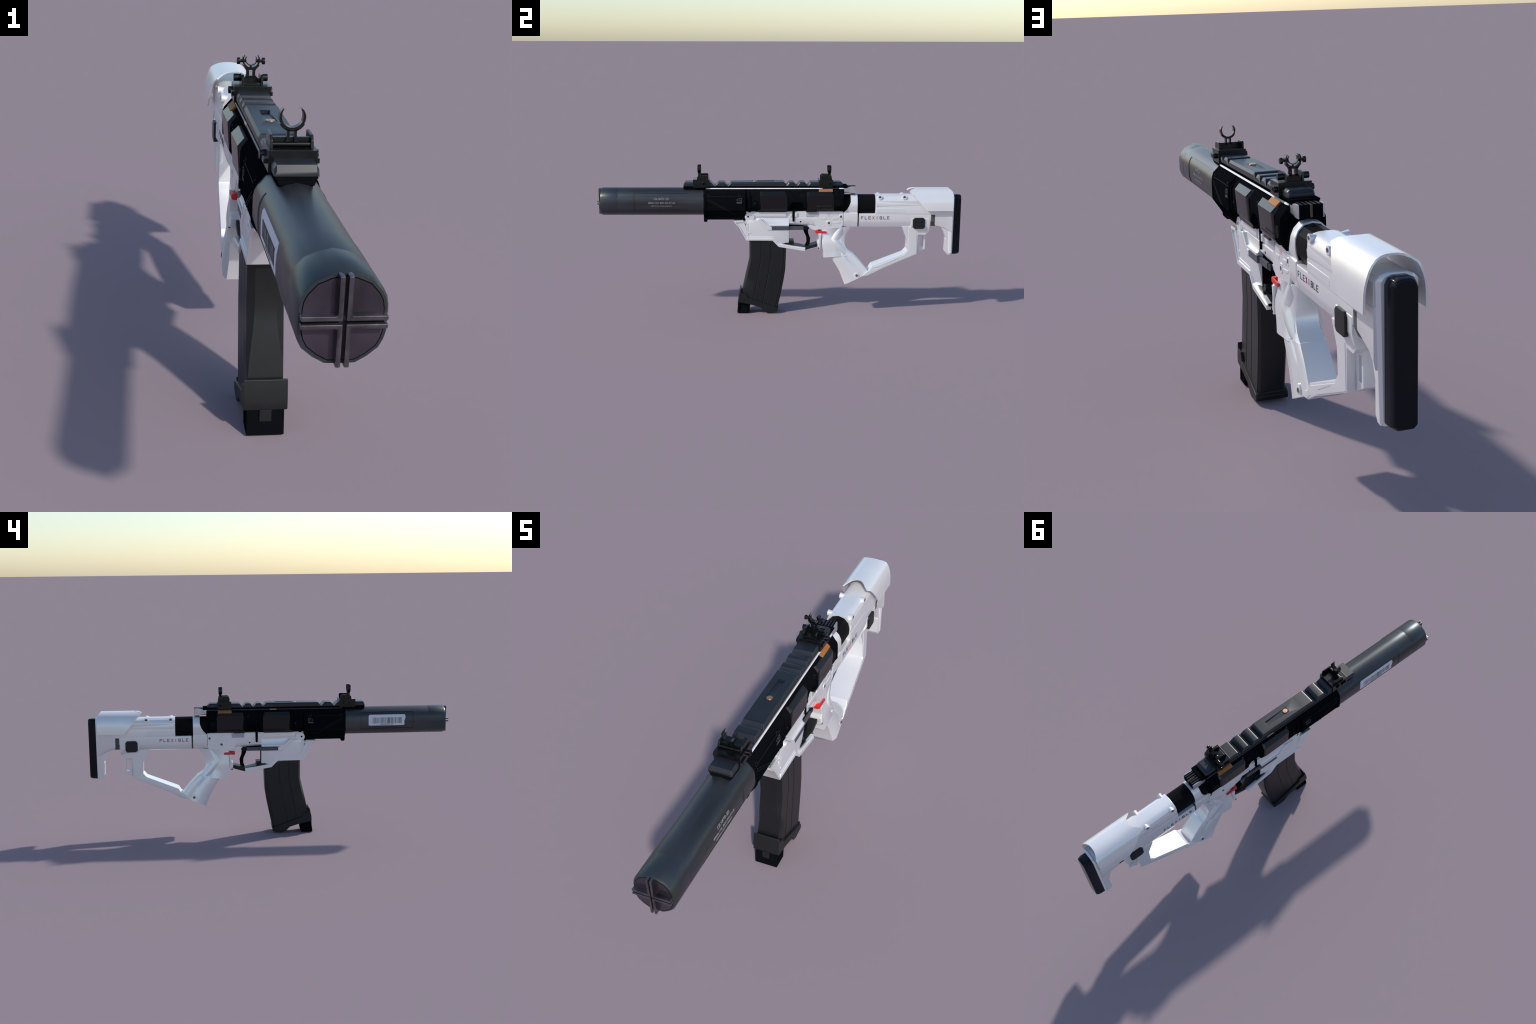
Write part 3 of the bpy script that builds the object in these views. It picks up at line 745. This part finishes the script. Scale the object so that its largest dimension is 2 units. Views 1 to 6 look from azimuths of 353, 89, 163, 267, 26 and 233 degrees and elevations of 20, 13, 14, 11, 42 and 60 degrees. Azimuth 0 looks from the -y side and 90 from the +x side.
low = loft("grip_lower", [grip_ring((0.272, 0.334), (0.403, 0.3375), 0.040, 0.048, 0.044, 0.036),
                          grip_ring((0.284, 0.3150), (0.414, 0.3270), 0.0405, 0.0490, 0.0450, 0.0370),
                          grip_ring((0.3080, 0.2780), (0.438, 0.3020), 0.0415, 0.0500, 0.0460, 0.0380),
                          grip_ring((0.3310, 0.2380), (0.4625, 0.2730), 0.0395, 0.0515, 0.0475, 0.0400),
                          grip_ring((0.3600, 0.1645), (0.4980, 0.2290), 0.0430, 0.0540, 0.0500, 0.0430)], WHITE, grip, angle=40)
swell = loft("palm_swell", [[(0.032, 0.312, 0.482), (0.0410, 0.322, 0.482), (0.0400, 0.346, 0.482), (0.030, 0.360, 0.482)],
                            [(0.036, 0.274, 0.424), (0.0472, 0.284, 0.424), (0.0450, 0.306, 0.422), (0.032, 0.332, 0.420)],
                            [(0.038, 0.282, 0.396), (0.0490, 0.292, 0.399), (0.0470, 0.316, 0.402), (0.034, 0.338, 0.404)],
                            [(0.040, 0.314, 0.362), (0.0490, 0.322, 0.366), (0.0470, 0.340, 0.372), (0.036, 0.356, 0.378)],
                            [(0.042, 0.352, 0.333), (0.0455, 0.356, 0.336), (0.0440, 0.364, 0.342), (0.038, 0.372, 0.347)]], WHITE, grip, angle=60)
for v in swell.data.vertices:
    if v.co.x > 0.044:
        v.co.x += 0.0022
both(swell)
gs = rod("grip_screw", (0.040, 0.4265, 0.2155), (0.0545, 0.4265, 0.2170), 0.0068, SCREW, grip, 18)
gr = rod("grip_screw_seat", (0.040, 0.4235, 0.2195), (0.0530, 0.4235, 0.2210), 0.0135, WHITE, grip, 22, bev=0.0008)
for o in (gs, gr):
    both(o)

# ================================================================== stock
def bar_section(z_top=0.566):
    return mirror_section([(0.040, z_top), (0.0485, z_top - 0.001), (0.0500, z_top - 0.006), (0.0500, 0.526), (0.0470, 0.514), (0.0410, 0.4955), (0.0370, 0.4905)])
stock = yloft("stock", [(0.4335, bar_section()), (0.831, bar_section())], WHITE, gun, angle=25, bev=0.0012)
knuckle = yloft("stock_knuckle", [(0.3480, mirror_section([(0.034, 0.5730), (0.0415, 0.5715), (0.0430, 0.5690), (0.0430, 0.528), (0.0425, 0.515), (0.0400, 0.502), (0.0340, 0.494)])),
                                  (0.3800, mirror_section([(0.035, 0.5725), (0.0460, 0.5710), (0.0475, 0.5680), (0.0475, 0.535), (0.0430, 0.520), (0.0380, 0.502), (0.0340, 0.489)])),
                                  (0.4255, mirror_section([(0.036, 0.5715), (0.0480, 0.5700), (0.0500, 0.5660), (0.0500, 0.524), (0.0460, 0.514), (0.0410, 0.4970), (0.0370, 0.4905)]))],
                  WHITE, stock, angle=30, bev=0.0012)
yloft("knuckle_neck", [(0.420, mirror_section([(0.034, 0.5610), (0.0445, 0.5580), (0.0445, 0.524), (0.0400, 0.4985), (0.034, 0.4920)])), (0.440, mirror_section([(0.034, 0.5610), (0.0445, 0.5580), (0.0445, 0.524), (0.0400, 0.4985), (0.034, 0.4920)]))],
      STRAP, stock, angle=30)
# thin upright capitals, each a few strokes in a unit box
TV, TH = 0.19, 0.14
def across(v, u1=1.0):
    return [(0, v - TH / 2), (u1, v - TH / 2), (u1, v + TH / 2), (0, v + TH / 2)]
STEM = [(0, 0), (TV, 0), (TV, 1), (0, 1)]
GLYPHS = {"F": [STEM, across(0.93), across(0.52, 0.85)], "L": [STEM, across(0.07)], "E": [STEM, across(0.93), across(0.50, 0.85), across(0.07)],
          "X": [[(0, 0), (0.22, 0), (1, 1), (0.78, 1)], [(0.78, 0), (1, 0), (0.22, 1), (0, 1)]], "I": [STEM],
          "B": [STEM, across(0.93, 0.85), across(0.50, 0.9), across(0.07, 0.9), [(0.78, 0.55), (0.95, 0.55), (0.95, 0.93), (0.78, 0.93)], [(0.83, 0.07), (1, 0.07), (1, 0.45), (0.83, 0.45)]]}
for s in (RIGHT, LEFT):
    a, b = (0.4440, 0.6090) if s == RIGHT else (0.6090, 0.4440)
    step = (b - a) / 8
    fx = lambda y, z: 0.0500
    for i, ch in enumerate("FLEXIBLE"):
        c = a + step * i + (step * 0.22 if ch == "I" else 0.0)
        parts = [decal("m", [(c + step * 0.62 * u, 0.5345 + 0.0170 * v) for u, v in bar_outline], s, fx, TEXTR if ch == "X" else TEXTD, stock, 0.0006 + 0.00012 * k)
                 for k, bar_outline in enumerate(GLYPHS[ch])]
        join("letter", parts, stock)

# upper stock around the tube
def upper_section(d=0.0):
    return mirror_section([(0.0, 0.6680), (0.020, 0.6672), (0.0330, 0.6640), (0.0430 + d, 0.6560), (0.0490 + d, 0.6410), (0.0495 + d, 0.6340), (0.0480 + d, 0.6080), (0.0510 + d, 0.6010), (0.0510 + d, 0.5640)])
upper = yloft("stock_upper", [(0.5225, upper_section()), (0.8300, upper_section(0.0012)), (0.8750, upper_section(0.0))], WHITE, stock, angle=28, bev=0.0015)
both(prism("cheek_flute", [(0.528, 0.5965), (0.684, 0.5965), (0.691, 0.590), (0.691, 0.574), (0.684, 0.5685), (0.528, 0.5685)], 0.045, 0.0522, WHITE, upper, bev=0.004, seg=3))
both(loft("stock_gusset", [[(0.030, 0.528, 0.655), (0.0462, 0.528, 0.648), (0.0525, 0.528, 0.625), (0.0515, 0.528, 0.608), (0.030, 0.528, 0.600)],
                           [(0.030, 0.600, 0.650), (0.0480, 0.600, 0.636), (0.0510, 0.600, 0.622), (0.0500, 0.600, 0.609), (0.030, 0.600, 0.600)],
                           [(0.030, 0.760, 0.625), (0.0480, 0.760, 0.622), (0.0495, 0.760, 0.618), (0.0495, 0.760, 0.611), (0.030, 0.760, 0.607)]], WHITE, upper, angle=40))
sb = rod("stock_screw_boss", (0.018, 0.546, 0.6555), (0.0530, 0.546, 0.6570), 0.0070, WHITE, upper, 22, r2=0.0128, bev=0.0012)
sc = rod("stock_screw", (0.040, 0.546, 0.6582), (0.0535, 0.546, 0.6570), 0.0072, SCREW, upper, 18)
for o in (sb, sc):
    copy_of(o, flip=True)
    copy_of(o, (0, 0.1345, 0))
    copy_of(o, (0, 0.1345, 0), flip=True)

TUBE = mirror_section([(0.0, 0.6670), (0.025, 0.6595), (0.0415, 0.6410), (0.0470, 0.6180), (0.0450, 0.5920), (0.0340, 0.5700), (0.018, 0.5595), (0.0, 0.5590)])
yloft("buffer_tube", [(0.335, TUBE), (0.527, TUBE)], TUBEM, stock, angle=20)
# the white collar: upright behind, its front edge sweeps forward low down
NR = [(0.0, 0.6715), (0.024, 0.6665), (0.0405, 0.6500), (0.0490, 0.6300), (0.0500, 0.6080), (0.0485, 0.5880), (0.0440, 0.5700)]
outer = [(-x, z) for x, z in reversed(NR[1:])] + NR
def sweep(z):
    return interp([(0.675, 0.386), (0.632, 0.3865), (0.605, 0.377), (0.588, 0.366), (0.574, 0.3500), (0.566, 0.3485)], z)
def inn(x, z, k=0.915):
    return x * k, 0.612 + (z - 0.612) * k
rings = [[(x, sweep(z), z) for x, z in outer], [(x, 0.4245, z) for x, z in outer],
         [(inn(x, z)[0], 0.4245, inn(x, z)[1]) for x, z in outer], [(inn(x, z)[0], sweep(z) + 0.001, inn(x, z)[1]) for x, z in outer]]
cols = list(zip(*rings))
loft("tube_collar", cols, WHITE, stock, angle=30, bev=0.0008, seg=1)

# silver charging block behind the rail
blk = box("charging_block", (-0.0325, 0.0325), (0.345, 0.4160), (0.6790, 0.7130), BLACK, gun, bev=0.0015)
chk = prism("block_cheek", [(0.345, 0.7090), (0.375, 0.7110), (0.392, 0.7150), (0.4155, 0.7150), (0.4155, 0.6770), (0.392, 0.6770), (0.375, 0.6810), (0.345, 0.6830)], 0.0320, 0.0365, SILVER, blk, bev=0.002)
both(chk)
box("block_stripe", (-0.0035, 0.0035), (0.385, 0.4167), (0.6800, 0.7137), material("brown_stripe", (0.11, 0.055, 0.035), rough=0.5), blk)
for i in range(5):
    box("block_ridge", (-0.026 + i * 0.012, -0.021 + i * 0.012), (0.360, 0.4140), (0.7125, 0.7143), RAILM, blk, bev=0.0006)

# skeleton loop joining the grip to the stock
LOOP = [(0.6720, 0.4930), (0.7030, 0.4280), (0.7060, 0.3600), (0.6870, 0.3380), (0.5130, 0.2690), (0.4980, 0.2450), (0.4800, 0.2340), (0.4540, 0.2110), (0.4880, 0.2155), (0.5120, 0.2340), (0.5680, 0.2530), (0.7610, 0.3350), (0.7630, 0.4460), (0.8040, 0.4450), (0.8230, 0.4620), (0.8250, 0.4930)]
def widen(ob, rate=0.85):
    """The loop grows wider from the stock towards the grip."""
    for v in ob.data.vertices:
        v.co.x *= 1 + rate * max(0.0, 0.76 - v.co.y)
    return ob
loop = widen(slab("stock_loop", LOOP, 0.0408, WHITE, stock, bev=0.0015, seg=2))
both(widen(prism("loop_face", [(0.7090, 0.4900), (0.7110, 0.3560), (0.6900, 0.3340), (0.5200, 0.2640), (0.5665, 0.2560), (0.7580, 0.3370), (0.7560, 0.4560), (0.8040, 0.4560), (0.8180, 0.4700), (0.8180, 0.4900)], 0.036, 0.0424, WHITE, loop, bev=0.002)))
clasp = slab("loop_clasp", [(0.4480, 0.2075), (0.4700, 0.2330), (0.5050, 0.2430), (0.5520, 0.2670), (0.5640, 0.2660), (0.5640, 0.2530), (0.4900, 0.2130)], 0.0485, WHITE, loop, bev=0.003)
slot = slab("sling_slot", [(0.7600, 0.4520), (0.8090, 0.4520), (0.8100, 0.3600), (0.7660, 0.3380)], 0.0190, WHITE, loop, bev=0.0)
cut(slot, [prism("c", [(0.7790, 0.4320), (0.7985, 0.4350), (0.7985, 0.3700), (0.7800, 0.3670)], -0.05, 0.05, WHITE, None)])
bevel(slot, 0.002)
both(prism("loop_brace", [(0.6720, 0.4930), (0.7100, 0.4930), (0.7060, 0.4150)], 0.030, 0.0400, WHITE, loop, bev=0.001))
grv = [rect(0.58 + 0.0085 * i, 0.5835 + 0.0085 * i, 0.2755 + 0.0043 * i, 0.2768 + 0.0043 * i) for i in range(10)]
join("loop_stitches", [decal("m", o, RIGHT, lambda y, z: 0.0426 * (1 + 0.85 * (0.76 - y)), SCREW, loop, 0.0004) for o in grv], loop)

btn = prism("stock_button", [(0.7420, 0.5430), (0.7880, 0.5430), (0.7980, 0.5340), (0.7980, 0.4900), (0.7890, 0.4810), (0.7410, 0.4810), (0.7310, 0.4900), (0.7310, 0.5340)], 0.044, 0.0580, POLY, stock, bev=0.003)
both(btn)
hub = yloft("stock_hub", [(0.722, mirror_section([(0.044, 0.545), (0.0515, 0.540), (0.0520, 0.500), (0.0440, 0.4880), (0.040, 0.480)])),
                          (0.826, mirror_section([(0.044, 0.545), (0.0515, 0.540), (0.0515, 0.500), (0.0440, 0.4700), (0.038, 0.462)]))], WHITE, stock, angle=30, bev=0.002)

# butt
strap = yloft("butt_strap", [(0.828, mirror_section([(0.040, 0.570), (0.0490, 0.569), (0.0490, 0.520), (0.0370, 0.4955), (0.030, 0.4935)])), (0.856, mirror_section([(0.040, 0.570), (0.0490, 0.569), (0.0490, 0.520), (0.0370, 0.4955), (0.030, 0.4935)]))],
              STRAP, stock, angle=25)
neck = yloft("butt_neck", [(0.8535, mirror_section([(0.044, 0.6000), (0.0500, 0.5950), (0.0500, 0.520), (0.0380, 0.4990), (0.030, 0.4950)])),
                           (0.9100, mirror_section([(0.044, 0.6000), (0.0505, 0.5950), (0.0505, 0.510), (0.0420, 0.4840), (0.034, 0.4800)])),
                           (0.9500, mirror_section([(0.044, 0.6000), (0.0515, 0.5950), (0.0515, 0.480), (0.0480, 0.4600), (0.034, 0.4550)]))], WHITE, stock, angle=30)
hook = slab("butt_hook", [(0.868, 0.500), (0.886, 0.492), (0.904, 0.466), (0.9215, 0.420), (0.9190, 0.419), (0.9200, 0.347), (0.9310, 0.3320), (0.9480, 0.3300), (0.9520, 0.500)], 0.0360, WHITE, stock, bev=0.003)
def shifted(sec, dx):
    return [(x + dx, z) for x, z in sec]
def butt_outline(w, wb, top, bot, c):
    return shifted(mirror_section([(w * 0.42, top), (w * 0.78, top - c * 0.35), (w, top - c), (wb, bot + c * 0.5), (wb - c * 0.5, bot)]), -0.001)
butt = yloft("butt_plate", [(0.9330, butt_outline(0.0420, 0.0360, 0.6600, 0.3320, 0.016)), (0.9440, butt_outline(0.0485, 0.0400, 0.6680, 0.3310, 0.018)), (0.9520, butt_outline(0.0490, 0.0405, 0.6700, 0.3300, 0.018)),
                            (0.9590, butt_outline(0.0400, 0.0350, 0.6690, 0.3340, 0.018))], WHITE, stock, angle=25, bev=0.0012)
def ramp_section(top, w):
    return mirror_section([(0.020, top), (w * 0.78, top - 0.0065), (w, top - 0.018), (w, 0.560)])
yloft("butt_ramp", [(0.790, ramp_section(0.6670, 0.0500)), (0.9440, ramp_section(0.6675, 0.0490))], WHITE, stock, angle=25)
def pad_outline(w, top, bot):
    return shifted(mirror_section([(w * 0.42, top), (w * 0.80, top - 0.005), (w, top - 0.019), (w, bot + 0.009), (w * 0.66, bot)]), -0.0014)
pad = yloft("butt_pad", [(0.9560, pad_outline(0.0320, 0.6660, 0.3310)), (0.9800, pad_outline(0.0315, 0.6680, 0.3320)), (0.9930, pad_outline(0.0285, 0.6665, 0.3340)), (1.0000, pad_outline(0.0255, 0.6630, 0.3380))], RUBBER, stock, angle=22, bev=0.002)

# cheek rest: a bent sheet with a scalloped front edge
CH = [(0.0, 0.7040), (0.014, 0.7035), (0.027, 0.7010), (0.040, 0.6960), (0.0535, 0.6865), (0.0605, 0.6745), (0.0660, 0.6600), (0.0705, 0.6430), (0.0728, 0.6250), (0.0740, 0.5840)]
FRONT = [0.7450, 0.7420, 0.7320, 0.7160, 0.7060, 0.7260, 0.7400, 0.7530, 0.7680, 0.8010]
REARY = [0.9290, 0.9295, 0.9320, 0.9375, 0.9460, 0.9480, 0.9490, 0.9490, 0.9485, 0.9480]
cols = []
T = 0.0050
idx = [(-1, i) for i in range(9, 0, -1)] + [(1, i) for i in range(10)]
for s, i in idx:
    x, z = CH[i]
    a = CH[max(i - 1, 0)]
    b = CH[min(i + 1, 9)]
    d = Vector((b[0] - a[0], b[1] - a[1])).normalized()
    nx, nz = d.y, -d.x                                   # inward normal
    f, r = FRONT[i], REARY[i]
    cols.append([(s * x, f, z), (s * x, f + 0.35 * (r - f), z), (s * x, r, z), (s * (x + nx * T) if i else 0.0, r, z + nz * T), (s * (x + nx * T) if i else 0.0, f + 0.004, z + nz * T)])
cheek = loft("cheek_rest", cols, WHITE, stock, angle=32)
